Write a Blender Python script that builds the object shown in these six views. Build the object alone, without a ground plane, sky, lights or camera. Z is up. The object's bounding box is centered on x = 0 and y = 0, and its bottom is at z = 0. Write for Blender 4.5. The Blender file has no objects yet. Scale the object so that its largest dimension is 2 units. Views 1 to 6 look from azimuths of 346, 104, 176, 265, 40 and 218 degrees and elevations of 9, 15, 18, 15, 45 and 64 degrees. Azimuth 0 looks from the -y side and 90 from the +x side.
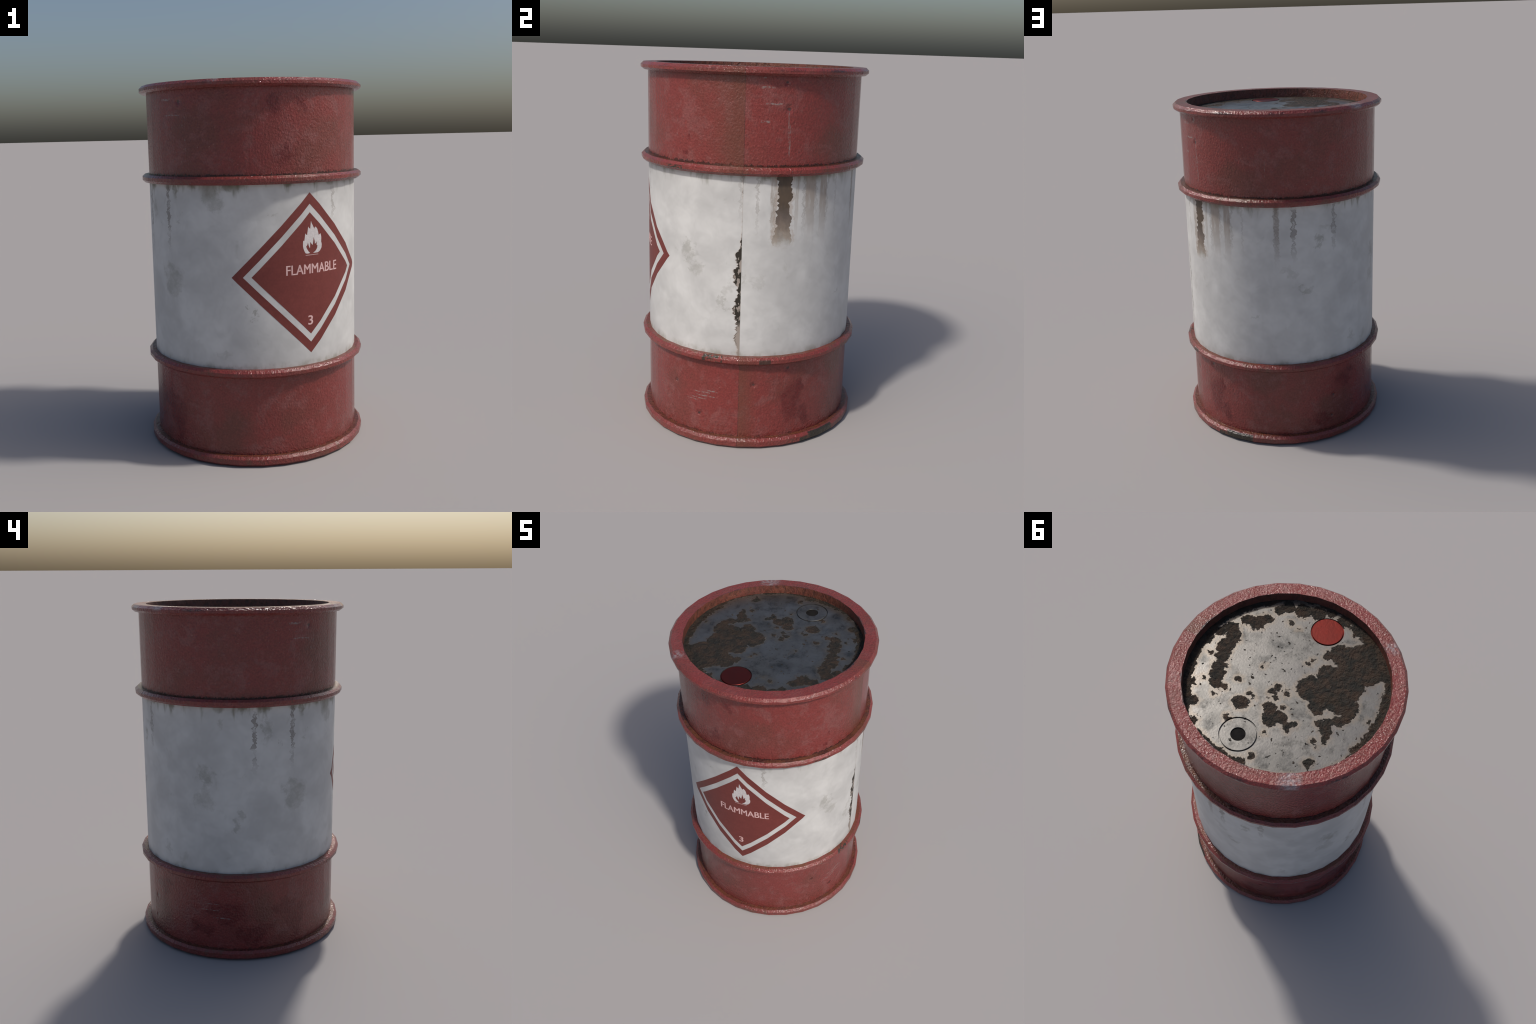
# A worn steel drum: red / white / red painted shell with rolling hoops, a recessed
# rusty lid with a red cap and a drilled bung, and a diamond hazard label.
import bpy, bmesh, math
from math import pi, sin, cos, radians
from mathutils import Vector

SEG = 32                       # the drum is rolled from 32 flat facets
STEP = 2 * pi / SEG
R_SHELL = 0.5832
R_ARC = 0.580                  # radius that label arc lengths were measured on
R_FLANGE = 0.607               # where the hoop chamfers start
R_OUT = 0.622
R_WELL = 0.5395                 # inner wall above the lid
Z_LID = 1.9450
LABEL_AZ = radians(286.35)
LABEL_Z = 1.0057
SEAM_AZ = radians(11.25)


# ------------------------------------------------------------------ nodes
class Nodes:
    """Small helper to write shader graphs as expressions."""

    def __init__(self, name):
        self.mat = bpy.data.materials.new(name)
        self.mat.use_nodes = True
        self.t = self.mat.node_tree
        self.t.nodes.clear()
        self.out = self.t.nodes.new('ShaderNodeOutputMaterial')
        self.bsdf = self.t.nodes.new('ShaderNodeBsdfPrincipled')
        self.t.links.new(self.bsdf.outputs[0], self.out.inputs[0])
        self.p = self.t.nodes.new('ShaderNodeTexCoord').outputs['Object']

    def _in(self, sock, v):
        if v is None:
            return
        if isinstance(v, bpy.types.NodeSocket):
            self.t.links.new(v, sock)
        else:
            if sock.type == 'RGBA' and len(v) == 3:
                v = (*v, 1.0)
            sock.default_value = v

    def m(self, op, a, b=None, c=None, clamp=False):
        n = self.t.nodes.new('ShaderNodeMath')
        n.operation = op
        n.use_clamp = clamp
        for s, v in zip(n.inputs, (a, b, c)):
            self._in(s, v)
        return n.outputs[0]

    def vm(self, op, a, b=None, scale=None):
        n = self.t.nodes.new('ShaderNodeVectorMath')
        n.operation = op
        self._in(n.inputs[0], a)
        if b is not None:
            self._in(n.inputs[1], b)
        if scale is not None:
            self._in(n.inputs['Scale'], scale)
        return n.outputs['Value'] if op in ('DISTANCE', 'LENGTH', 'DOT_PRODUCT') else n.outputs[0]

    def xyz(self, v):
        n = self.t.nodes.new('ShaderNodeSeparateXYZ')
        self._in(n.inputs[0], v)
        return n.outputs

    def vec(self, x, y, z):
        n = self.t.nodes.new('ShaderNodeCombineXYZ')
        for s, v in zip(n.inputs, (x, y, z)):
            self._in(s, v)
        return n.outputs[0]

    def noise(self, v, scale, detail=4, rough=0.55, dist=0.0, seed=None, colour=False):
        n = self.t.nodes.new('ShaderNodeTexNoise')
        if seed is not None:
            n.noise_dimensions = '4D'
            n.inputs['W'].default_value = seed
        self._in(n.inputs['Vector'], v)
        n.inputs['Scale'].default_value = scale
        n.inputs['Detail'].default_value = detail
        n.inputs['Roughness'].default_value = rough
        n.inputs['Distortion'].default_value = dist
        return n.outputs[1] if colour else n.outputs[0]

    def voro(self, v, scale, feature='F1', rand=1.0):
        n = self.t.nodes.new('ShaderNodeTexVoronoi')
        n.feature = feature
        self._in(n.inputs['Vector'], v)
        n.inputs['Scale'].default_value = scale
        n.inputs['Randomness'].default_value = rand
        return n.outputs['Distance']

    def stretch(self, v, s):
        return self.vm('MULTIPLY', v, s)

    def step(self, x, lo, hi, a=0.0, b=1.0):
        n = self.t.nodes.new('ShaderNodeMapRange')
        n.interpolation_type = 'SMOOTHSTEP'
        for s, v in zip(n.inputs, (x, lo, hi, a, b)):
            self._in(s, v)
        return n.outputs[0]

    def mix(self, f, a, b, blend='MIX'):
        n = self.t.nodes.new('ShaderNodeMix')
        n.data_type = 'RGBA'
        n.blend_type = blend
        self._in(n.inputs[0], f)
        self._in(n.inputs[6], a)
        self._in(n.inputs[7], b)
        return n.outputs[2]

    def mul(self, *xs):
        r = xs[0]
        for x in xs[1:]:
            r = self.m('MULTIPLY', r, x)
        return r

    def top(self, *xs):
        r = xs[0]
        for x in xs[1:]:
            r = self.m('MAXIMUM', r, x)
        return r

    def scale_col(self, col, f):
        return self.mix(1.0, col, self.vec(f, f, f), 'MULTIPLY')

    def warp(self, v, scale, amount, detail=3, seed=0.0):
        n = self.noise(v, scale, detail, 0.6, seed=seed, colour=True)
        return self.vm('ADD', v, self.vm('SCALE', self.vm('SUBTRACT', n, (0.5, 0.5, 0.5)), scale=amount))

    def bump(self, h, dist, strength=1.0, normal=None):
        n = self.t.nodes.new('ShaderNodeBump')
        n.inputs['Strength'].default_value = strength
        n.inputs['Distance'].default_value = dist
        self._in(n.inputs['Height'], h)
        if normal is not None:
            self._in(n.inputs['Normal'], normal)
        return n.outputs[0]

    def finish(self, colour, rough, metal=0.0, normal=None, spec=0.5):
        self._in(self.bsdf.inputs['Base Color'], colour)
        self._in(self.bsdf.inputs['Roughness'], rough)
        self._in(self.bsdf.inputs['Metallic'], metal)
        self._in(self.bsdf.inputs['Specular IOR Level'], spec)
        if normal is not None:
            self._in(self.bsdf.inputs['Normal'], normal)
        return self.mat


def on_shell(az_deg, z, r=R_SHELL):
    a = radians(az_deg)
    return (r * cos(a), r * sin(a), z)


def near_az(g, xy, az_deg, r=R_SHELL):
    """Distance around the shell from an azimuth (no seam)."""
    a = radians(az_deg)
    return g.vm('DISTANCE', xy, (r * cos(a), r * sin(a), 0.0))


# ------------------------------------------------------------------ red paint
def red_paint(name, grain=0.0052, lumps=0.0, scratches=True, rim=False):
    g = Nodes(name)
    p = g.p
    x, y, z = g.xyz(p)
    broad = g.noise(p, 3.2, 5, 0.6, 0.4, seed=1.3)
    mid = g.noise(p, 9.0, 6, 0.65, 0.6, seed=4.1)
    fine = g.noise(p, 100.0, 5, 0.7, seed=2.2)
    bright, brown, deep, haze = (0.195, 0.035, 0.031), (0.112, 0.041, 0.029), (0.112, 0.012, 0.012), (0.205, 0.070, 0.065)
    fade = g.step(broad, 0.44, 0.70, 0.0, 0.55)
    wf = g.warp(p, 6.0, 0.30, 5, 18.0)
    for az, zz, rr in [(226, 1.74, .24), (62, 1.62, .18), (118, .18, .20), (245, .20, .16), (190, .30, .14), (75, .42, .16)]:  # first patch browns the red to match the band's shaded side
        fade = g.top(fade, g.step(g.vm('DISTANCE', wf, on_shell(az, zz)), rr, rr * 0.30, 0.0, 0.62))
    col = g.mix(fade, bright, brown)
    # worn chalky bloom
    bloom = g.m('ADD', mid, g.mul(g.m('SUBTRACT', g.noise(p, 42.0, 4, 0.7, seed=14.0), 0.5), 0.35))
    col = g.mix(g.mul(g.step(bloom, 0.48, 0.66), 0.35 if rim else 0.65), col, haze)
    # deep glossy remains of the old coat, in soft blobs
    spots = [(267, 1.86, .05, .05), (272, 1.62, .05, .045), (281, 1.87, .03, .03), (341, 1.61, .02, .025),
             (40, .25, .065, .09), (48, .14, .04, .05), (209, .19, .05, .10), (201, .30, .05, .05),
             (168, .28, .10, .06), (153, .17, .07, .04), (182, .15, .10, .05), (124, .36, .06, .05),
             (107, .14, .06, .05), (43, .32, .04, .04)]
    w = g.warp(g.warp(p, 9.0, 0.22, 4, 7.0), 32.0, 0.07, 4, 5.0)
    d = None
    for az, zz, su, sv in spots:
        q = g.vm('DISTANCE', g.stretch(w, (1, 1, su / sv)), on_shell(az, zz * su / sv))
        q = g.m('DIVIDE', q, su)
        d = q if d is None else g.m('MINIMUM', d, q)
    glossy = g.step(d, 1.45, 0.80)
    speck = g.step(g.noise(p, 26.0, 5, 0.7, seed=9.0), 0.40, 0.60, 0.55, 1.0)
    glossy = g.mul(glossy, speck)
    col = g.mix(g.mul(glossy, 0.92), col, deep)
    # fine mottling
    col = g.scale_col(col, g.step(fine, 0.28, 0.72, 0.76, 1.22))
    # ragged black line where the band meets the hoop or foot below it
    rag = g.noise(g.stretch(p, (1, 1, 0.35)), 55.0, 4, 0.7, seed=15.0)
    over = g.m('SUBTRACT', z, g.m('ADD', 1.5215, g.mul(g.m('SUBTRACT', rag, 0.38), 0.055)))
    crease_line = g.mul(g.step(over, 0.002, -0.001), g.step(z, 1.5205, 1.5212))
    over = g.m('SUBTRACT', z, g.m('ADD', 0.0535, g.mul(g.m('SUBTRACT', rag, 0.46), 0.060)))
    crease_line = g.top(crease_line, g.mul(g.step(over, 0.003, -0.001), 0.65, g.step(z, 0.0525, 0.0532)))
    col = g.mix(g.mul(crease_line, 0.80), col, (0.028, 0.016, 0.013))
    # tiny pale chips and dark pits
    chip = g.step(g.noise(p, 80.0, 2, 0.5, seed=5.5), 0.67, 0.73)
    chip = g.mul(chip, g.step(g.noise(p, 5.0, 3, seed=3.1), 0.45, 0.65))
    col = g.mix(g.mul(chip, 0.75), col, (0.26, 0.13, 0.11))
    pit = g.step(g.noise(p, 60.0, 3, 0.6, seed=8.5), 0.27, 0.21)
    col = g.mix(g.mul(pit, 0.6), col, (0.05, 0.025, 0.022))
    height = g.m('ADD', g.noise(g.stretch(p, (1, 1, 0.75)), 100.0, 3, 0.55, seed=6.0), g.mul(broad, 0.3))
    dents = None
    if scratches:
        # bare-metal scratches: pale smears and hair lines
        sp = g.warp(p, 40.0, 0.012, 3, 2.0)
        sx, sy, sz = g.xyz(sp)
        xy = g.vec(sx, sy, 0.0)
        mark = None
        lines = [(22.5, 1.905, .035, .0055), (25, 1.827, .050, .004), (21, 1.741, .022, .006), (20, 1.95, .012, .003),
                 (207.5, 1.912, .040, .0055), (212, 1.832, .055, .0028), (158, .291, .055, .003), (165, .245, .050, .003),
                 (160, .33, .035, .0025), (354, .268, .060, .0030), (351, .287, .050, .0025), (357, .30, .030, .0035),
                 (349, .25, .045, .0025), (345, .235, .030, .003),
                 (32.6, 1.71, .0024, .100), (33.4, 1.65, .0034, .075), (219.2, 1.80, .0024, .050), (220.8, 1.74, .0024, .11),
                 (300, 1.80, .0018, .10), (334, 1.70, .0018, .08), (140, 1.76, .0018, .10), (78, 1.72, .0016, .08), (176, 1.66, .0018, .06),
                 (220.9, 1.61, .0030, .06), (116.2, .29, .0018, .05), (115.4, .16, .0016, .03), (184.4, .40, .0018, .09)]
        for az, zz, hu, hv in lines:
            du = g.m('DIVIDE', near_az(g, xy, az), hu)
            dv = g.m('DIVIDE', g.m('ABSOLUTE', g.m('SUBTRACT', sz, zz)), hv)
            q = g.m('MAXIMUM', du, dv)
            mark = q if mark is None else g.m('MINIMUM', mark, q)
        mark = g.mul(g.step(mark, 1.15, 0.75), g.step(g.noise(p, 60.0, 3, seed=1.9), 0.38, 0.60))
        col = g.mix(g.mul(mark, 0.75), col, (0.23, 0.185, 0.175))
        hair = g.step(g.noise(g.stretch(p, (1, 1, 0.07)), 150.0, 2, 0.5, seed=23.0), 0.70, 0.75)
        hair = g.mul(hair, g.step(g.noise(p, 6.5, 3, seed=24.0), 0.52, 0.64))
        col = g.mix(g.mul(hair, 0.55), col, (0.24, 0.15, 0.135))
        dents = None
        for az, zz, r in [(32.4, 1.803, .013), (31.2, 1.93, .010), (217, 1.900, .012), (349.6, .161, .012),
                          (18.9, .358, .011), (37.3, .444, .012), (116.1, .274, .010), (334, .313, .008), (114.8, .14, .009)]:
            q = g.m('DIVIDE', g.vm('DISTANCE', g.warp(p, 55.0, .012, 2, 3.0), on_shell(az, zz)), r)
            dents = q if dents is None else g.m('MINIMUM', dents, q)
        pitm = g.step(dents, 1.0, 0.35)
        col = g.mix(g.mul(pitm, 0.8), col, (0.035, 0.026, 0.026))
        dents = g.step(dents, 2.2, 0.2)
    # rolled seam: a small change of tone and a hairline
    side = g.vm('DOT_PRODUCT', p, (-sin(SEAM_AZ), cos(SEAM_AZ), 0.0))
    front = g.step(g.vm('DOT_PRODUCT', p, (cos(SEAM_AZ), sin(SEAM_AZ), 0.0)), 0.30, 0.45)
    above = g.m('GREATER_THAN', z, 1.0)
    left = g.mul(above, g.step(side, -0.20, -0.004), g.m('LESS_THAN', side, 0.0))
    right = g.mul(g.m('SUBTRACT', 1.0, above), g.step(side, 0.12, 0.004), g.m('GREATER_THAN', side, 0.0))
    tone = g.mul(front, g.top(left, right))
    col = g.mix(g.mul(tone, 0.60), col, (0.120, 0.046, 0.028))
    seamline = g.mul(front, g.step(g.m('ABSOLUTE', side), 0.0026, 0.0010), g.step(g.noise(p, 30.0, 3, seed=16.0), 0.35, 0.55))
    col = g.mix(g.mul(seamline, 0.55), col, (0.045, 0.022, 0.018))
    rough = g.step(mid, 0.3, 0.7, *((0.07, 0.17) if rim else (0.12, 0.24)))
    rough = g.m('SUBTRACT', rough, g.mul(glossy, 0.06))
    if rim:
        # paint rubbed to grey metal in places, black chips along the edges, rusty flange tops
        xy = g.vec(x, y, 0.0)
        wx = g.warp(xy, 22.0, 0.05, 4, 5.0)
        rub = None
        for az, r in [(131, .075), (238.4, .050)]:
            q = g.m('DIVIDE', g.vm('DISTANCE', wx, on_shell(az, 0.0, .585)), r)
            rub = q if rub is None else g.m('MINIMUM', rub, q)
        high = g.step(z, 1.97, 1.99)
        rub = g.mul(g.step(rub, 1.0, 0.35), high, g.step(g.noise(p, 45.0, 4, 0.7, seed=3.3), 0.36, 0.58))
        col = g.mix(g.mul(rub, 0.8), col, (0.27, 0.24, 0.25))
        rr = g.vm('LENGTH', xy)
        rw = g.m('ADD', rr, g.mul(g.m('SUBTRACT', g.noise(p, 38.0, 5, 0.75, seed=7.7), 0.5), 0.05))
        worn = g.step(g.noise(p, 4.5, 3, 0.5, seed=2.8), 0.48, 0.66)
        chips = g.mul(g.top(g.step(rw, .5455, .5405), g.step(rw, .612, .617)), worn, g.step(z, 1.975, 1.985))
        col = g.mix(g.mul(chips, 0.85), col, (0.022, 0.018, 0.020))
        # chipped arc at the foot and dark nicks on the hoops
        def arc(az, hu, z0, z1):
            du = g.step(near_az(g, g.warp(xy, 30.0, .02, 3, 1.0), az, R_OUT), hu, hu * 0.86)
            return g.mul(du, g.step(z, z0 - .003, z0 + .003), g.step(z, z1 + .003, z1 - .003))
        nick = g.top(arc(58, .100, -0.02, .050), arc(48.5, .05, -0.02, .034))
        nick = g.top(nick, g.mul(arc(336, .055, 1.487, 1.507), g.step(g.noise(g.stretch(p, (1, 1, 3)), 45.0, 4, seed=4.0), .48, .53)))
        nick = g.top(nick, g.mul(arc(24, .035, .487, .512), 0.8))
        nick = g.top(nick, g.mul(arc(358, .06, .49, .53), g.step(g.noise(p, 40.0, 4, seed=6.0), .5, .56)))
        col = g.mix(nick, col, (0.032, 0.026, 0.018))
        # brown grime and worn spots along the collars
        gr = g.step(g.noise(p, 13.0, 5, 0.7, seed=25.0), 0.50, 0.66)
        col = g.mix(g.mul(gr, g.step(z, 1.97, 1.90, 0.35, 0.75)), col, (0.120, 0.050, 0.034))
        tick = g.mul(g.step(g.noise(g.stretch(p, (1, 1, 1.6)), 34.0, 4, 0.7, seed=26.0), 0.655, 0.685), g.step(g.noise(p, 3.5, 3, seed=27.0), 0.42, 0.56))
        col = g.mix(g.mul(tick, 0.8), col, (0.035, 0.024, 0.020))
        # orange rust lying on the upward faces of hoops and foot
        geo = g.t.nodes.new('ShaderNodeNewGeometry')
        up = g.xyz(geo.outputs['True Normal'])[2]
        ledge = g.mul(g.step(up, 0.80, 0.95), g.step(z, 1.90, 1.80))
        ledge = g.mul(ledge, g.step(g.noise(p, 11.0, 5, 0.7, seed=5.0), 0.36, 0.60))
        col = g.mix(g.mul(ledge, 0.75), col, (0.140, 0.048, 0.022))
    n = g.bump(height, grain, 1.0)
    if lumps:
        lump = g.noise(p, 66.0, 3, 0.6, seed=3.7)
        geo = g.t.nodes.new('ShaderNodeNewGeometry')
        up = g.step(g.m('ABSOLUTE', g.xyz(geo.outputs['True Normal'])[2]), 0.75, 0.95, 0.80, 1.0)
        n = g.bump(g.mul(lump, up), lumps, 1.0, n)
    if dents is not None:
        n = g.bump(g.m('SUBTRACT', 1.0, dents), 0.006, 1.0, n)
    return g.finish(col, rough, 0.0, n, 0.5)


# ------------------------------------------------------------------ white paint
def white_paint():
    g = Nodes('chalky_white_paint')
    p = g.p
    x, y, z = g.xyz(p)
    cloud = g.noise(p, 4.5, 5, 0.55, 0.5, seed=2.0)
    soft = g.noise(p, 12.0, 4, 0.55, 0.8, seed=6.0)
    col = g.mix(g.step(cloud, 0.35, 0.68), (0.490, 0.486, 0.479), (0.592, 0.588, 0.577))
    col = g.scale_col(col, g.step(soft, 0.3, 0.7, 0.94, 1.04))
    # scattered grey-green grime
    grime = (0.330, 0.325, 0.295)
    wisp = g.noise(g.stretch(p, (1, 1, 0.8)), 6.5, 6, 0.68, 1.0, seed=3.4)
    col = g.mix(g.mul(g.step(wisp, 0.60, 0.74), 0.40), col, grime)
    # larger smudges
    w = g.warp(g.warp(p, 9.0, 0.24, 5, 1.0), 34.0, 0.09, 4, 6.0)
    smudges = [(343, 1.07, .035, .06, .55), (347, .985, .04, .045, .45), (2, .815, .03, .04, .45), (4, .89, .04, .045, .35),
               (21, .92, .035, .045, .25), (14, .95, .03, .02, .3), (107, 1.262, .034, .026, .6), (98, 1.005, .045, .026, .55),
               (111, 1.345, .03, .02, .3), (90, 1.10, .03, .035, .25), (157, 1.07, .040, .065, .65), (154, .94, .055, .045, .4),
               (178, .885, .022, .06, .45), (174, .81, .025, .03, .5), (209, .97, .060, .09, .55), (200, 1.0, .03, .04, .4),
               (191, 1.35, .030, .07, .6), (198, 1.255, .020, .02, .5), (215, 1.32, .018, .055, .45), (255, .815, .018, .016, .7),
               (253, .788, .012, .01, .6), (268, 1.345, .020, .012, .4), (165, 1.39, .025, .045, .4), (235, 1.42, .05, .06, .5),
               (155.5, 1.0, .02, .08, .35), (68, .82, .012, .03, .35), (238, .62, .05, .03, .3), (131, .62, .02, .05, .3)]
    acc = None
    for az, zz, su, sv, k in smudges:
        q = g.vm('DISTANCE', g.stretch(w, (1, 1, su / sv)), on_shell(az, zz * su / sv))
        q = g.mul(g.step(q, su * 1.35, su * 0.55), k)
        acc = q if acc is None else g.m('MAXIMUM', acc, q)
    acc = g.mul(acc, g.step(g.noise(p, 30.0, 5, 0.7, seed=8.0), 0.30, 0.60, 0.45, 1.0))
    col = g.mix(acc, col, (0.270, 0.262, 0.235))
    # dirt washed down from under the upper hoop, and caught above the lower one
    run = g.noise(g.stretch(p, (1, 1, 0.22)), 13.0, 5, 0.6, seed=1.1)
    reach = g.m('ADD', 1.455, g.mul(g.m('SUBTRACT', 0.52, run), 0.50))
    reach = g.m('MAXIMUM', reach, 1.30)
    dirt = g.mul(g.step(g.m('SUBTRACT', z, reach), -0.02, 0.075), g.step(run, 0.42, 0.58))
    col = g.mix(g.mul(dirt, 0.78), col, (0.155, 0.142, 0.095))
    low = g.noise(g.stretch(p, (1, 1, 0.7)), 15.0, 5, 0.65, seed=2.6)
    lowm = g.mul(g.step(z, 0.565, 0.522), g.step(low, 0.44, 0.66))
    col = g.mix(g.mul(lowm, 0.60), col, (0.22, 0.21, 0.165))
    stains = [(234.5, .060, .085), (243, .035, .030), (250, .030, .035), (212, .022, .075), (207, .03, .035), (224, .03, .03),
              (190, .05, .040), (178, .04, .025), (165, .04, .028), (48, .035, .035), (58, .020, .025), (22, .030, .022),
              (27.5, .012, .028), (120, .04, .022), (137, .03, .030), (300, .03, .02), (275, .03, .018), (92, .02, .02)]
    sw = g.warp(g.warp(p, 16.0, 0.06, 4, 2.2), 45.0, 0.03, 3, 3.2)
    acc = None
    for az, su, sv in stains:
        q = g.vm('DISTANCE', g.stretch(sw, (1, 1, su / sv)), on_shell(az, 1.478 * su / sv))
        q = g.step(q, su * 1.25, su * 0.35)
        acc = q if acc is None else g.m('MAXIMUM', acc, q)
    acc = g.mul(acc, g.step(run, 0.32, 0.56, 0.55, 1.0))
    col = g.mix(g.mul(acc, 0.72), col, (0.150, 0.135, 0.092))
    # runs: azimuth, half width, top, bottom, opacity, colour.  Each one winds and
    # swells on its own, darker along its outline than inside.
    tan, grey, dark = (0.255, 0.205, 0.165), (0.225, 0.200, 0.180), (0.120, 0.095, 0.078)
    veil = g.noise(g.stretch(p, (1, 1, 0.16)), 60.0, 4, 0.6, seed=50.0)
    for az, hw, k in [(46.3, .033, .72), (54.4, .023, .70), (26.4, .018, .55), (38.5, .010, .45), (83.3, .016, .5)]:
        wv = g.warp(g.stretch(p, (1, 1, 0.5)), 24.0, 0.022, 4, 51.0)
        vx, vy, vz = g.xyz(wv)
        q = near_az(g, g.vec(vx, vy, 0.0), az)
        f = g.mul(g.step(q, hw * 1.1, hw * 0.75), g.step(veil, 0.28, 0.50), g.step(z, 1.08, 1.42), k)
        col = g.mix(f, col, tan)
    runs = [(49.8, .008, 1.47, 1.20, .45, grey), (57.0, .008, 1.45, 1.14, .45, grey), (42.6, .008, 1.47, 1.12, .50, grey),
            (18.4, .0075, 1.50, 1.12, .50, grey), (83.3, .015, 1.50, 1.09, .68, grey), (92.8, .014, 1.46, 1.12, .78, dark),
            (116.8, .014, 1.47, 1.14, .60, dark), (184.2, .013, 1.45, 1.06, .85, dark), (206.4, .013, 1.50, 1.07, .85, dark),
            (302.4, .012, 1.45, 1.24, .62, grey), (10.2, .008, 1.48, 1.21, .40, grey), (26.4, .010, 1.39, 1.10, .55, tan),
            (64.0, .006, 1.50, 1.12, .30, grey)]
    crumble = g.noise(p, 75.0, 3, 0.6, seed=31.0)
    for i, (az, hw, z1, z0, k, c) in enumerate(runs):
        a = radians(az)
        u = g.vm('DOT_PRODUCT', p, (-sin(a), cos(a), 0.0))
        fr = g.m('GREATER_THAN', g.vm('DOT_PRODUCT', p, (cos(a), sin(a), 0.0)), 0.3)
        zv = g.vec(0.0, 0.0, z)
        sway = g.mul(g.m('SUBTRACT', g.noise(zv, 22.0, 4, 0.7, seed=40.0 + i), 0.5), 0.075 + 1.5 * hw)
        swell = g.step(g.noise(zv, 17.0, 3, 0.6, seed=60.0 + i), 0.30, 0.66, 0.15, 1.35)
        half = g.mul(swell, hw)
        d = g.m('SUBTRACT', g.m('ABSOLUTE', g.m('ADD', u, sway)), half)
        d = g.m('ADD', d, g.mul(g.m('SUBTRACT', crumble, 0.5), 0.012))
        fill = g.step(d, 0.0015, -0.0020)
        line = g.mul(fill, g.step(d, -0.0085, -0.0030))
        fade = g.mul(fr, g.step(z, z0, z0 + 0.60 * (z1 - z0)), g.step(z, z1 + .01, z1 - .01))
        hole = g.step(g.noise(p, 42.0, 3, 0.6, seed=11.0 + i), 0.38, 0.50, 0.15, 1.0)
        brk = g.step(g.noise(zv, 12.0, 3, 0.6, seed=80.0 + i), 0.40, 0.50, 0.25 if c is dark else 0.5, 1.0)
        f = g.mul(fade, brk, k, g.top(g.mul(fill, 0.70, hole), g.mul(line, 0.9)))
        col = g.mix(f, col, c)
    # the big rust run by the seam: dark core, tan tail, cream fringe
    a = radians(31.6)
    u = g.vm('DOT_PRODUCT', p, (-sin(a), cos(a), 0.0))
    fr = g.m('GREATER_THAN', g.vm('DOT_PRODUCT', p, (cos(a), sin(a), 0.0)), 0.3)
    zv = g.vec(g.m('MULTIPLY', g.m('SIGN', u), 0.4), 0.0, z)
    wav = g.mul(g.m('SUBTRACT', g.noise(zv, 12.0, 3, 0.65, seed=12.0), 0.5), 0.125)
    wav = g.m('ADD', wav, g.mul(g.m('SUBTRACT', g.noise(p, 55.0, 4, 0.7, seed=13.0), 0.5), 0.020))
    d = g.m('ADD', g.m('ABSOLUTE', u), wav)
    zz = g.m('ADD', z, g.mul(g.m('SUBTRACT', g.noise(p, 20.0, 4, 0.7, seed=14.0), 0.5), 0.11))
    body = g.mul(fr, g.step(d, .0400, .0375), g.step(zz, 1.09, 1.15))
    ragged = g.noise(g.stretch(p, (1, 1, 0.45)), 30.0, 4, 0.65, seed=9.3)
    fringe = g.mul(fr, g.step(d, .060, .050), g.step(zz, 1.10, 1.16), g.step(ragged, .44, .54))
    col = g.mix(g.mul(fringe, 0.45), col, (0.36, 0.28, 0.225))
    tail = g.mix(g.step(zz, 1.14, 1.28), (0.255, 0.210, 0.165), (0.130, 0.100, 0.084))
    core = g.mix(g.step(zz, 1.26, 1.33), tail, (0.072, 0.049, 0.032))
    core = g.scale_col(core, g.step(ragged, 0.35, 0.65, 0.85, 1.2))
    col = g.mix(g.mul(body, g.step(zz, 1.09, 1.22, 0.40, 0.97)), col, core)
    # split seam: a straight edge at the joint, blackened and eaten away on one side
    s = g.m('MULTIPLY', g.vm('DOT_PRODUCT', p, (-sin(SEAM_AZ), cos(SEAM_AZ), 0.0)), -1.0)
    front = g.m('GREATER_THAN', g.vm('DOT_PRODUCT', p, (cos(SEAM_AZ), sin(SEAM_AZ), 0.0)), 0.4)
    eat = g.noise(g.vec(0.0, 0.0, z), 11.0, 5, 0.72, seed=21.0)
    env = g.mul(g.step(z, 0.50, 0.66, 0.45, 1.0), g.step(z, 1.20, 1.02))
    width = g.mul(g.step(eat, 0.34, 0.64, 0.004, 0.046), env)
    jag = g.mul(g.m('SUBTRACT', g.noise(p, 40.0, 2, 0.5, seed=17.0), 0.5), 0.016)
    gap = g.m('SUBTRACT', width, g.m('ADD', s, jag))
    inside = g.mul(front, g.m('GREATER_THAN', s, 0.0))
    edge = g.mul(inside, g.step(gap, -0.006, 0.0), g.step(z, 0.51, 0.56))
    hole = g.mul(inside, g.step(gap, 0.0, 0.003))
    flake = g.step(g.noise(g.stretch(p, (1.3, 1.3, 0.6)), 44.0, 2, 0.5, seed=19.0), 0.55, 0.58)
    void = g.mul(hole, g.step(g.m('ADD', z, g.mul(jag, 4.0)), 0.66, 0.72))
    col = g.mix(g.mul(edge, 0.65), col, (0.46, 0.38, 0.33))
    col = g.mix(g.mul(hole, 0.85), col, (0.27, 0.23, 0.20))
    rimline = g.mul(inside, g.step(gap, -0.001, 0.001), g.step(gap, 0.0055, 0.003), g.step(z, 0.56, 0.60))
    col = g.mix(g.mul(rimline, 0.80), col, (0.055, 0.045, 0.038))
    col = g.mix(g.mul(void, g.m('SUBTRACT', 1.0, flake)), col, (0.026, 0.021, 0.015))
    # faint darker line of the joint all the way up
    joint = g.mul(front, g.step(g.m('ABSOLUTE', s), 0.0016, 0.0006))
    col = g.mix(g.mul(joint, 0.30), col, (0.20, 0.19, 0.18))
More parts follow.
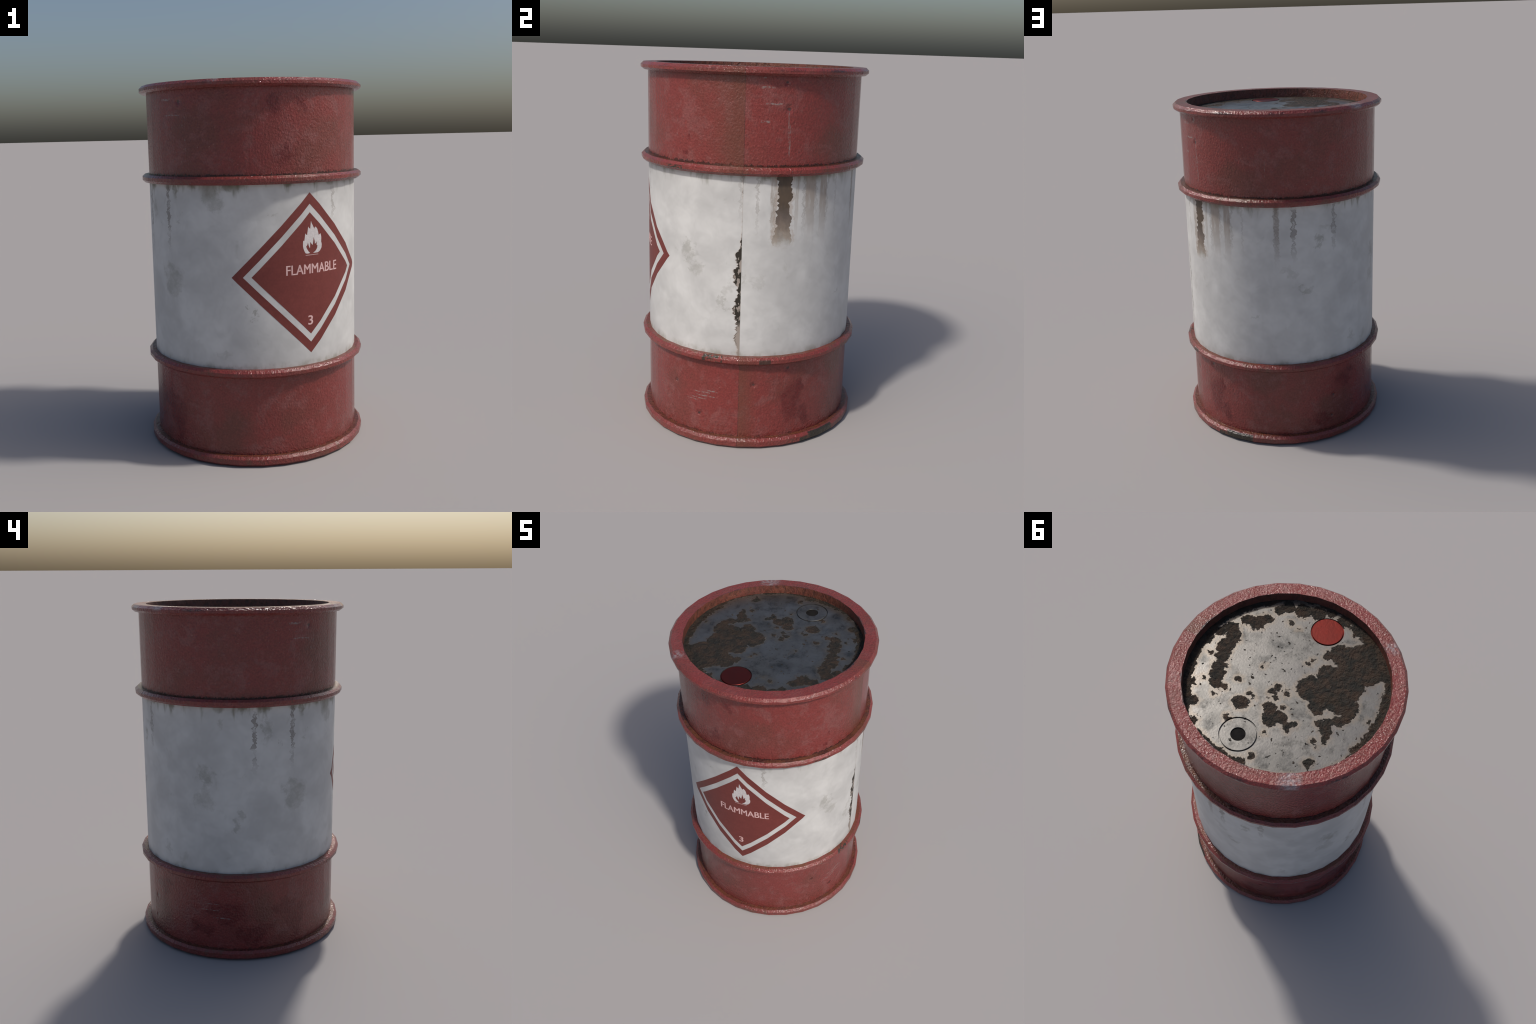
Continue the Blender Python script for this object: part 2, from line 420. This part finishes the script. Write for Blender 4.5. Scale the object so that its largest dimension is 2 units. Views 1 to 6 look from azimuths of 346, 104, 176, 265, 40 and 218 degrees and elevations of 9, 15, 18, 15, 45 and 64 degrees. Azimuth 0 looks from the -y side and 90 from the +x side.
    fine = g.noise(p, 60.0, 4, 0.6, seed=5.0)
    n = g.bump(g.m('ADD', g.mul(fine, 0.5), g.mul(soft, 1.0)), 0.0007, 1.0)
    n = g.bump(g.m('SUBTRACT', 1.0, void), 0.003, 1.0, n)
    return g.finish(col, g.step(soft, 0.3, 0.7, 0.46, 0.60), 0.0, n, 0.4)


# ------------------------------------------------------------------ lid
def lid_metal(name, rusty=True):
    g = Nodes(name)
    p = g.p
    x, y, z = g.xyz(p)
    flat = g.vec(x, y, 0.0)
    w = g.warp(flat, 17.0, 0.075, 3, 1.0)
    w = g.warp(w, 60.0, 0.034, 4, 2.0)
    # rust islands: (x, y, radius) in lid metres
    islands = RUST
    d = None
    for cx, cy, r in islands:
        q = g.m('SUBTRACT', g.vm('DISTANCE', w, (cx, cy, 0.0)), r * 1.06 + 0.002)
        d = q if d is None else g.m('MINIMUM', d, q)
    for cx, cy, r in BARE:                       # bare islands inside the big patch
        q = g.m('SUBTRACT', r, g.vm('DISTANCE', w, (cx, cy, 0.0)))
        d = g.m('MAXIMUM', d, q)
    wr = g.vm('LENGTH', w)                       # uneven rust creeping in from the well wall
    ang = g.noise(flat, 3.6, 2, 0.5, seed=4.0)
    ringd = g.m('SUBTRACT', g.step(ang, 0.36, 0.64, 0.530, 0.492), wr)
    d = g.m('MINIMUM', d, ringd)
    speck = g.step(g.noise(flat, 42.0, 3, 0.55, seed=6.2), 0.655, 0.685)
    rust = g.top(g.step(d, 0.003, -0.003), g.mul(speck, 0.9))
    tint = g.mul(g.step(d, 0.030, 0.0), 0.6)
    # bare metal: cloudy, scuffed with dark smears
    cloud = g.noise(flat, 6.0, 5, 0.6, 0.6, seed=3.0)
    scuff = g.noise(flat, 15.0, 7, 0.78, 0.4, seed=5.0)
    steel = g.mix(g.step(cloud, 0.36, 0.66), (0.130, 0.126, 0.120), (0.190, 0.185, 0.177))
    smear = g.mul(g.step(scuff, 0.47, 0.66), g.step(cloud, 0.64, 0.44))
    steel = g.mix(g.mul(smear, 0.78), steel, (0.040, 0.039, 0.038))
    grit = g.mul(g.step(g.noise(flat, 75.0, 3, 0.6, seed=12.0), 0.60, 0.68), g.step(g.noise(flat, 7.0, 4, seed=13.0), 0.42, 0.60))
    steel = g.mix(g.mul(grit, 0.75), steel, (0.040, 0.038, 0.036))
    smoke = None
    sw = g.warp(flat, 9.0, 0.16, 5, 9.0)
    for cx, cy, rr, k in SOOT:
        q = g.mul(g.step(g.vm('DISTANCE', sw, (cx, cy, 0.0)), rr, rr * 0.25), k)
        smoke = q if smoke is None else g.m('MAXIMUM', smoke, q)
    smoke = g.mul(smoke, g.step(scuff, 0.36, 0.60, 0.25, 0.80))
    steel = g.mix(smoke, steel, (0.045, 0.046, 0.046))
    steel = g.mix(tint, steel, (0.185, 0.155, 0.125))
    rn = g.noise(flat, 16.0, 6, 0.7, 0.5, seed=8.0)
    crust = g.mix(g.step(rn, 0.38, 0.64), (0.040, 0.038, 0.032), (0.084, 0.056, 0.040))
    crust = g.mix(g.mul(g.step(g.noise(flat, 7.0, 4, seed=2.0), 0.55, 0.72), 0.6), crust, (0.070, 0.042, 0.022))
    col = g.mix(rust, steel, crust)
    rough = g.mix(rust, g.vec(*[g.step(cloud, 0.35, 0.68, 0.46, 0.27)] * 3), (0.62, 0.62, 0.62))
    rough = g.xyz(rough)[0]
    metal = g.m('SUBTRACT', 0.80, g.mul(rust, 0.22))
    lump = g.noise(flat, 34.0, 5, 0.65, seed=7.0)
    h = g.mul(rust, g.step(lump, 0.25, 0.75, -0.5, 1.6))
    n = g.bump(h, 0.012, 1.0)
    n = g.bump(g.noise(flat, 90.0, 3, 0.5, seed=1.0), 0.0004, 1.0, n)
    return g.finish(col, rough, metal, n, 0.4)


# the rust on the lid, patch by patch, as overlapping discs
RUST = [(-0.098, -0.314, 0.053), (-0.166, -0.325, 0.075), (-0.213, -0.413, 0.076), (-0.181, -0.519, 0.069), (-0.313, -0.405, 0.053), (-0.136, -0.182, 0.056),
        (-0.209, -0.222, 0.075), (-0.272, -0.311, 0.075), (-0.111, -0.058, 0.070), (-0.184, -0.109, 0.081), (-0.267, -0.146, 0.066), (-0.291, -0.212, 0.044),
        (-0.215, -0.000, 0.047), (-0.265, -0.066, 0.055), (-0.331, -0.100, 0.040), (-0.361, -0.353, 0.030), (-0.052, -0.275, 0.026), (-0.359, -0.052, 0.033),
        (-0.340, 0.005, 0.030), (-0.308, 0.052, 0.029), (-0.273, 0.071, 0.017), (-0.324, 0.092, 0.026), (-0.347, 0.116, 0.020), (-0.366, 0.136, 0.011),
        (-0.413, -0.328, 0.021), (-0.456, -0.285, 0.019), (-0.487, -0.233, 0.018), (-0.368, -0.394, 0.034), (0.229, -0.415, 0.043), (0.158, -0.451, 0.039),
        (0.306, -0.386, 0.031), (0.326, -0.337, 0.025), (0.099, -0.502, 0.031), (0.010, -0.502, 0.035), (-0.077, -0.503, 0.039), (0.445, -0.072, 0.038),
        (0.405, -0.039, 0.038), (0.391, 0.034, 0.042), (0.369, 0.087, 0.034), (0.338, 0.143, 0.036), (0.311, 0.190, 0.031), (0.284, 0.230, 0.031),
        (0.233, 0.226, 0.019), (0.249, 0.291, 0.010), (0.433, 0.106, 0.015), (0.421, -0.174, 0.029), (0.365, -0.191, 0.042), (0.345, -0.239, 0.028),
        (0.106, 0.242, 0.036), (0.107, 0.164, 0.014), (0.077, 0.170, 0.011), (0.026, 0.083, 0.016), (0.017, 0.047, 0.016), (-0.038, 0.045, 0.013),
        (-0.007, 0.105, 0.012), (-0.026, 0.173, 0.033), (-0.070, 0.212, 0.040), (-0.103, 0.184, 0.036), (-0.160, 0.184, 0.023), (-0.187, 0.166, 0.013),
        (-0.179, 0.208, 0.010), (-0.079, 0.122, 0.013), (0.231, -0.302, 0.011), (0.173, -0.310, 0.009), (0.103, 0.344, 0.012), (-0.100, 0.298, 0.009),
        (-0.010, -0.200, 0.009), (-0.005, -0.165, 0.008), (0.160, -0.003, 0.009), (0.209, 0.137, 0.013), (-0.134, 0.435, 0.014), (-0.107, 0.494, 0.021),
        (-0.309, 0.174, 0.010), (-0.350, 0.190, 0.008), (-0.371, 0.284, 0.020), (0.354, 0.252, 0.010), (0.382, 0.303, 0.019), (0.300, 0.386, 0.018),
        (-0.524, -0.122, 0.036), (-0.521, -0.055, 0.032), (-0.515, 0.009, 0.026), (-0.458, -0.090, 0.010), (-0.502, 0.073, 0.018), (0.476, -0.015, 0.023),
        (0.515, 0.056, 0.038), (0.223, 0.485, 0.029), (0.459, 0.259, 0.022)]
SOOT = [(0.196, -0.170, 0.086, 0.80), (-0.311, 0.355, 0.097, 0.80), (-0.174, 0.411, 0.079, 0.75), (0.160, 0.431, 0.072, 0.85), (0.438, 0.194, 0.056, 0.80),
        (0.188, -0.009, 0.066, 0.45), (0.190, 0.269, 0.050, 0.55), (-0.148, 0.091, 0.064, 0.50), (0.085, 0.111, 0.046, 0.45), (-0.418, -0.130, 0.064, 0.50),
        (0.352, 0.167, 0.037, 0.50), (0.330, -0.104, 0.067, 0.60), (-0.006, -0.129, 0.047, 0.30)]
BARE = [(-0.380, -0.248, 0.047), (-0.413, -0.204, 0.048), (-0.393, -0.175, 0.040), (-0.269, 0.009, 0.026), (-0.285, -0.011, 0.020), (-0.257, 0.052, 0.010),
        (-0.036, -0.455, 0.035), (0.005, -0.250, 0.045)]


def rusty_wall():
    g = Nodes('orange_rusted_wall')
    p = g.p
    a = g.noise(p, 9.0, 5, 0.6, 0.4, seed=1.0)
    b = g.noise(g.stretch(p, (1, 1, 0.6)), 48.0, 5, 0.7, seed=2.0)
    col = g.mix(g.step(a, 0.36, 0.64), (0.175, 0.058, 0.036), (0.160, 0.046, 0.035))
    col = g.mix(g.mul(g.step(b, 0.56, 0.40), 0.7), col, (0.070, 0.030, 0.022))
    n = g.bump(b, 0.012, 1.0)
    return g.finish(col, 0.34, 0.0, n, 0.5)


def simple(name, base, var, rough, bump=0.0004, spec=0.4, scale=30.0):
    g = Nodes(name)
    f = g.noise(g.p, scale, 5, 0.65, seed=1.0)
    col = g.mix(g.step(f, 0.3, 0.7), base, var)
    col = g.scale_col(col, g.step(g.noise(g.p, 110.0, 3, seed=2.0), 0.3, 0.7, 0.92, 1.08))
    n = g.bump(f, bump, 1.0)
    return g.finish(col, rough, 0.0, n, spec)


def cap_paint():
    g = Nodes('red_cap_paint')
    f = g.noise(g.p, 14.0, 5, 0.6, seed=1.0)
    col = g.mix(g.step(f, 0.35, 0.65), (0.140, 0.020, 0.016), (0.120, 0.021, 0.017))
    s = g.step(g.noise(g.p, 38.0, 3, 0.6, seed=4.0), 0.68, 0.74)
    col = g.mix(g.mul(s, 0.7), col, (0.09, 0.03, 0.028))
    n = g.bump(g.noise(g.p, 60.0, 3, seed=3.0), 0.0006, 1.0)
    return g.finish(col, 0.40, 0.85, n, 0.3)


# ------------------------------------------------------------------ geometry
def add(name, mesh, parent, mats, sharp=28):
    ob = bpy.data.objects.new(name, mesh)
    bpy.context.scene.collection.objects.link(ob)
    ob.parent = parent
    for m in mats:
        mesh.materials.append(m)
    mesh.shade_smooth()
    mesh.set_sharp_from_angle(angle=radians(sharp))
    return ob


def lathe(name, profile, seg=SEG, centre=(0, 0), slots=None, close_first=False, close_last=False):
    """Turn an (r, z) profile; slots gives a material index per profile step."""
    bm = bmesh.new()
    rings = []
    for r, z in profile:
        rings.append([bm.verts.new((centre[0] + r * cos(2 * pi * i / seg), centre[1] + r * sin(2 * pi * i / seg), z))
                      for i in range(seg)])
    for k in range(len(rings) - 1):
        for i in range(seg):
            j = (i + 1) % seg
            f = bm.faces.new((rings[k][i], rings[k][j], rings[k + 1][j], rings[k + 1][i]))
            f.material_index = slots[k] if slots else 0
    if close_first:
        bm.faces.new(rings[0]).material_index = slots[0] if slots else 0
    if close_last:
        bm.faces.new(rings[-1]).material_index = slots[-1] if slots else 0
    bmesh.ops.recalc_face_normals(bm, faces=bm.faces)
    me = bpy.data.meshes.new(name)
    bm.to_mesh(me)
    bm.free()
    return me


def curve_mesh(name, loops, thick, text=None, size=1.0, weight=0.0):
    """Filled flat outline (or a word) with real thickness, as a mesh in its own plane."""
    if text:
        cu = bpy.data.curves.new(name, 'FONT')
        cu.body = text
        cu.size = size
        cu.offset = weight
        cu.resolution_u = 4
    else:
        cu = bpy.data.curves.new(name, 'CURVE')
        cu.dimensions = '2D'
        cu.fill_mode = 'BOTH'
        for loop in loops:
            sp = cu.splines.new('POLY')
            sp.points.add(len(loop) - 1)
            for pt, (px, py) in zip(sp.points, loop):
                pt.co = (px, py, 0, 1)
            sp.use_cyclic_u = True
    cu.extrude = thick / 2
    ob = bpy.data.objects.new(name + '_helper', cu)
    bpy.context.scene.collection.objects.link(ob)
    dg = bpy.context.evaluated_depsgraph_get()
    dg.update()
    me = bpy.data.meshes.new_from_object(ob.evaluated_get(dg))
    bpy.data.objects.remove(ob)
    bpy.data.curves.remove(cu)
    me.name = name
    return me


def wrap(me, lift):
    """Bend a flat sticker mesh (x = arc, y = height) over the facets of the shell."""
    bm = bmesh.new()
    bm.from_mesh(me)
    lo = min(v.co.x for v in bm.verts)
    hi = max(v.co.x for v in bm.verts)
    k = math.ceil((LABEL_AZ + lo / R_ARC) / STEP)
    while (k * STEP - LABEL_AZ) * R_ARC < hi:
        s = (k * STEP - LABEL_AZ) * R_ARC
        bmesh.ops.bisect_plane(bm, geom=bm.verts[:] + bm.edges[:] + bm.faces[:], plane_co=(s, 0, 0), plane_no=(1, 0, 0))
        k += 1
    for v in bm.verts:
        a = LABEL_AZ + v.co.x / R_ARC
        i = math.floor(a / STEP + 1e-6)
        t = a / STEP - i
        r = R_SHELL + lift + v.co.z
        px = r * ((1 - t) * cos(i * STEP) + t * cos((i + 1) * STEP))
        py = r * ((1 - t) * sin(i * STEP) + t * sin((i + 1) * STEP))
        v.co = (px, py, LABEL_Z + v.co.y)
    bmesh.ops.recalc_face_normals(bm, faces=bm.faces)
    bm.to_mesh(me)
    bm.free()
    return me


def diamond(h):
    return [(0, h), (-h, 0), (0, -h), (h, 0)]


def circle(c, r, n=64):
    return [(c[0] + r * cos(2 * pi * i / n), c[1] + r * sin(2 * pi * i / n)) for i in range(n)]


def fit(me, x0, x1, y0, y1):
    xs = [v.co.x for v in me.vertices]
    ys = [v.co.y for v in me.vertices]
    a, b, c, d = min(xs), max(xs), min(ys), max(ys)
    for v in me.vertices:
        v.co.x = x0 + (v.co.x - a) / (b - a) * (x1 - x0)
        v.co.y = y0 + (v.co.y - c) / (d - c) * (y1 - y0)


def embolden(me, d):
    """Thicken strokes: the same word struck twice, a hair apart."""
    bm = bmesh.new()
    bm.from_mesh(me)
    twin = bmesh.ops.duplicate(bm, geom=bm.verts[:] + bm.edges[:] + bm.faces[:])['geom']
    twin = set(v for v in twin if isinstance(v, bmesh.types.BMVert))
    for v in bm.verts:
        v.co.x += d if v in twin else -d
        v.co.z += .0004 if v in twin else 0.0
    bm.to_mesh(me)
    bm.free()


drum = bpy.data.objects.new('steel_drum', None)
bpy.context.scene.collection.objects.link(drum)
drum['label'] = 'weathered red and white steel drum with flammable warning diamond'
drum['category'] = 'oil drum'

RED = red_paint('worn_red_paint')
RED_RING = red_paint('worn_red_hoop_paint', grain=0.0042, lumps=0.0075, scratches=False, rim=True)
WHITE = white_paint()
WALL = rusty_wall()
LID = lid_metal('rusted_lid_steel')
DARK = simple('near_black_disc', (0.010, 0.009, 0.009), (0.016, 0.015, 0.014), 0.9, 0.0004, 0.05)  # near-black colour for the shallow disc inside the bung ring
CAP = cap_paint()
SIGN = simple('label_red', (0.150, 0.030, 0.025), (0.170, 0.036, 0.030), 0.5, 0.0003, scale=24.0)
PALE = simple('label_white', (0.560, 0.520, 0.520), (0.600, 0.560, 0.560), 0.55, 0.0003)
FAINT = simple('label_fine_line', (0.420, 0.270, 0.260), (0.460, 0.300, 0.290), 0.55, 0.0003)
PINK = simple('label_lettering', (0.640, 0.400, 0.385), (0.680, 0.460, 0.450), 0.55, 0.0003)

# painted shell bands between the hoops
Z_HOOP = [(0.477, 0.5215), (1.4775, 1.5215)]
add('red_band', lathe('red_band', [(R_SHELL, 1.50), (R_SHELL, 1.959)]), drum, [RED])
add('white_band', lathe('white_band', [(R_SHELL, 0.50), (R_SHELL, 1.4998)]), drum, [WHITE])
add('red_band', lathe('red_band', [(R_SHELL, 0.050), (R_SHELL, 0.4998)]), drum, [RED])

# rolling hoops: flat collars with chamfered edges
for z0, z1 in Z_HOOP:
    prof = [(R_SHELL - .004, z0), (R_FLANGE, z0), (R_OUT, z0 + .014), (R_OUT, z1 - .013), (R_FLANGE, z1), (R_SHELL - .004, z1)]
    add('rolling_hoop', lathe('rolling_hoop', prof), drum, [RED_RING])

# top rim with the well wall, and the foot rim
rim_prof = [(R_SHELL - .004, 1.9575), (R_FLANGE, 1.959), (R_OUT, 1.971), (R_OUT, 1.9855), (R_FLANGE, 2.0),
            (R_WELL, 2.0), (R_WELL, Z_LID - .006)]
add('rim', lathe('rim', rim_prof, slots=[0, 0, 0, 0, 0, 1]), drum, [RED_RING, WALL])
foot_prof = [(R_SHELL - .004, .0535), (R_FLANGE, .0535), (R_OUT, .0405), (R_OUT, .0145), (R_FLANGE, 0.0),
             (R_WELL, 0.0), (R_WELL, .045)]
add('foot_rim', lathe('foot_rim', foot_prof), drum, [RED_RING])
add('base_plate', lathe('base_plate', [(R_WELL + .003, .040), (R_WELL + .003, .046)], close_first=True, close_last=True), drum, [RED_RING])

# lid plate with two round openings, sunk below the rim
CAP_C, BUNG_C = (0.0426, -0.3899), (-0.0049, 0.3861)
edge = [((R_WELL + .003) * cos(i * STEP), (R_WELL + .003) * sin(i * STEP)) for i in range(SEG)]
plate = curve_mesh('lid', [edge, circle(CAP_C, .0900), circle(BUNG_C, .0990)], 0.008)
for v in plate.vertices:
    v.co.z += Z_LID - 0.004
plate.materials.clear()
lid = add('lid', plate, drum, [LID])
bung = [(.0990, 1.9370), (.0925, 1.9370), (.0920, 1.9450), (.0910, 1.9458), (.0385, 1.9458), (.0380, 1.9454), (.0380, 1.9442), (.0372, 1.9415)]
add('bung', lathe('bung', bung, 64, BUNG_C), lid, [LID], sharp=12)
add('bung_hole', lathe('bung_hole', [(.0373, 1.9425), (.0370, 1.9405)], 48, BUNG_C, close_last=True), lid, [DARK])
capp = [(.0900, 1.9380), (.0848, 1.9380), (.0842, 1.9456), (.0828, 1.9470), (.060, 1.9470), (.030, 1.9470)]
add('cap', lathe('cap', capp, 64, CAP_C, close_last=True), lid, [CAP], sharp=12)

# diamond hazard label: border, field, flame, words
label = add('warning_label', wrap(curve_mesh('warning_label', [diamond(.4222), diamond(.3640)], .0012), .0), drum, [SIGN])
add('label_field', wrap(curve_mesh('label_field', [diamond(.3200)], .0012), .0), label, [SIGN])
flame_outline = [(.0070, .2744), (.0100, .2650), (.0146, .2567), (.0215, .2440), (.0282, .2317), (.0300, .2400), (.0350, .2431),
                 (.0410, .2370), (.0463, .2302), (.0510, .2150), (.0547, .1979), (.0600, .2020), (.0667, .2058), (.0705, .1950),
                 (.0725, .1827), (.0712, .1617), (.0745, .1530), (.0751, .1431), (.0735, .1320), (.0687, .1241), (.0600, .1140),
                 (.0486, .1076), (.0320, .1068), (.0181, .1082), (.0260, .1120), (.0333, .1172), (.0400, .1250), (.0441, .1327),
                 (.0462, .1446), (.0404, .1467), (.0426, .1660), (.0370, .1590), (.0300, .1537), (.0290, .1680), (.0230, .1903),
                 (.0200, .1700), (.0159, .1490), (.0080, .1560), (.0006, .1669), (.0000, .1500), (-.0017, .1327), (-.0090, .1470),
                 (-.0137, .1652), (-.0160, .1560), (-.0193, .1493), (-.0246, .1452), (-.0220, .1360), (-.0178, .1282),
                 (-.0100, .1170), (-.0012, .1085), (-.0150, .1065), (-.0277, .1082), (-.0340, .1170), (-.0387, .1271),
                 (-.0430, .1380), (-.0444, .1484), (-.0445, .1620), (-.0422, .1765), (-.0363, .1731), (-.0330, .1900),
                 (-.0297, .2127), (-.0250, .2070), (-.0185, .2029), (-.0150, .2220), (-.0108, .2468), (-.0060, .2390),
                 (.0015, .2339), (.0040, .2540)]
add('flame_symbol', wrap(curve_mesh('flame_symbol', [flame_outline], .0016), .0), label, [PALE])
ground_line = [(-.0288, .0963), (.0505, .0968), (.0505, .1006), (-.0287, .1000)]
add('flame_base', wrap(curve_mesh('flame_base', [ground_line], .0017), .0), label, [FAINT])
word = curve_mesh('lettering', None, .0016, 'FLAMMABLE', 0.07, 0.0)
fit(word, -.1395, .1884, .0015, .0520)
embolden(word, .0011)
add('lettering', wrap(word, .0), label, [PINK])
digit = curve_mesh('class_number', None, .0016, '3', 0.07, 0.0006)
fit(digit, -.0165, .0120, -.2715, -.2213)
embolden(digit, .0010)
add('class_number', wrap(digit, .0), label, [PINK])
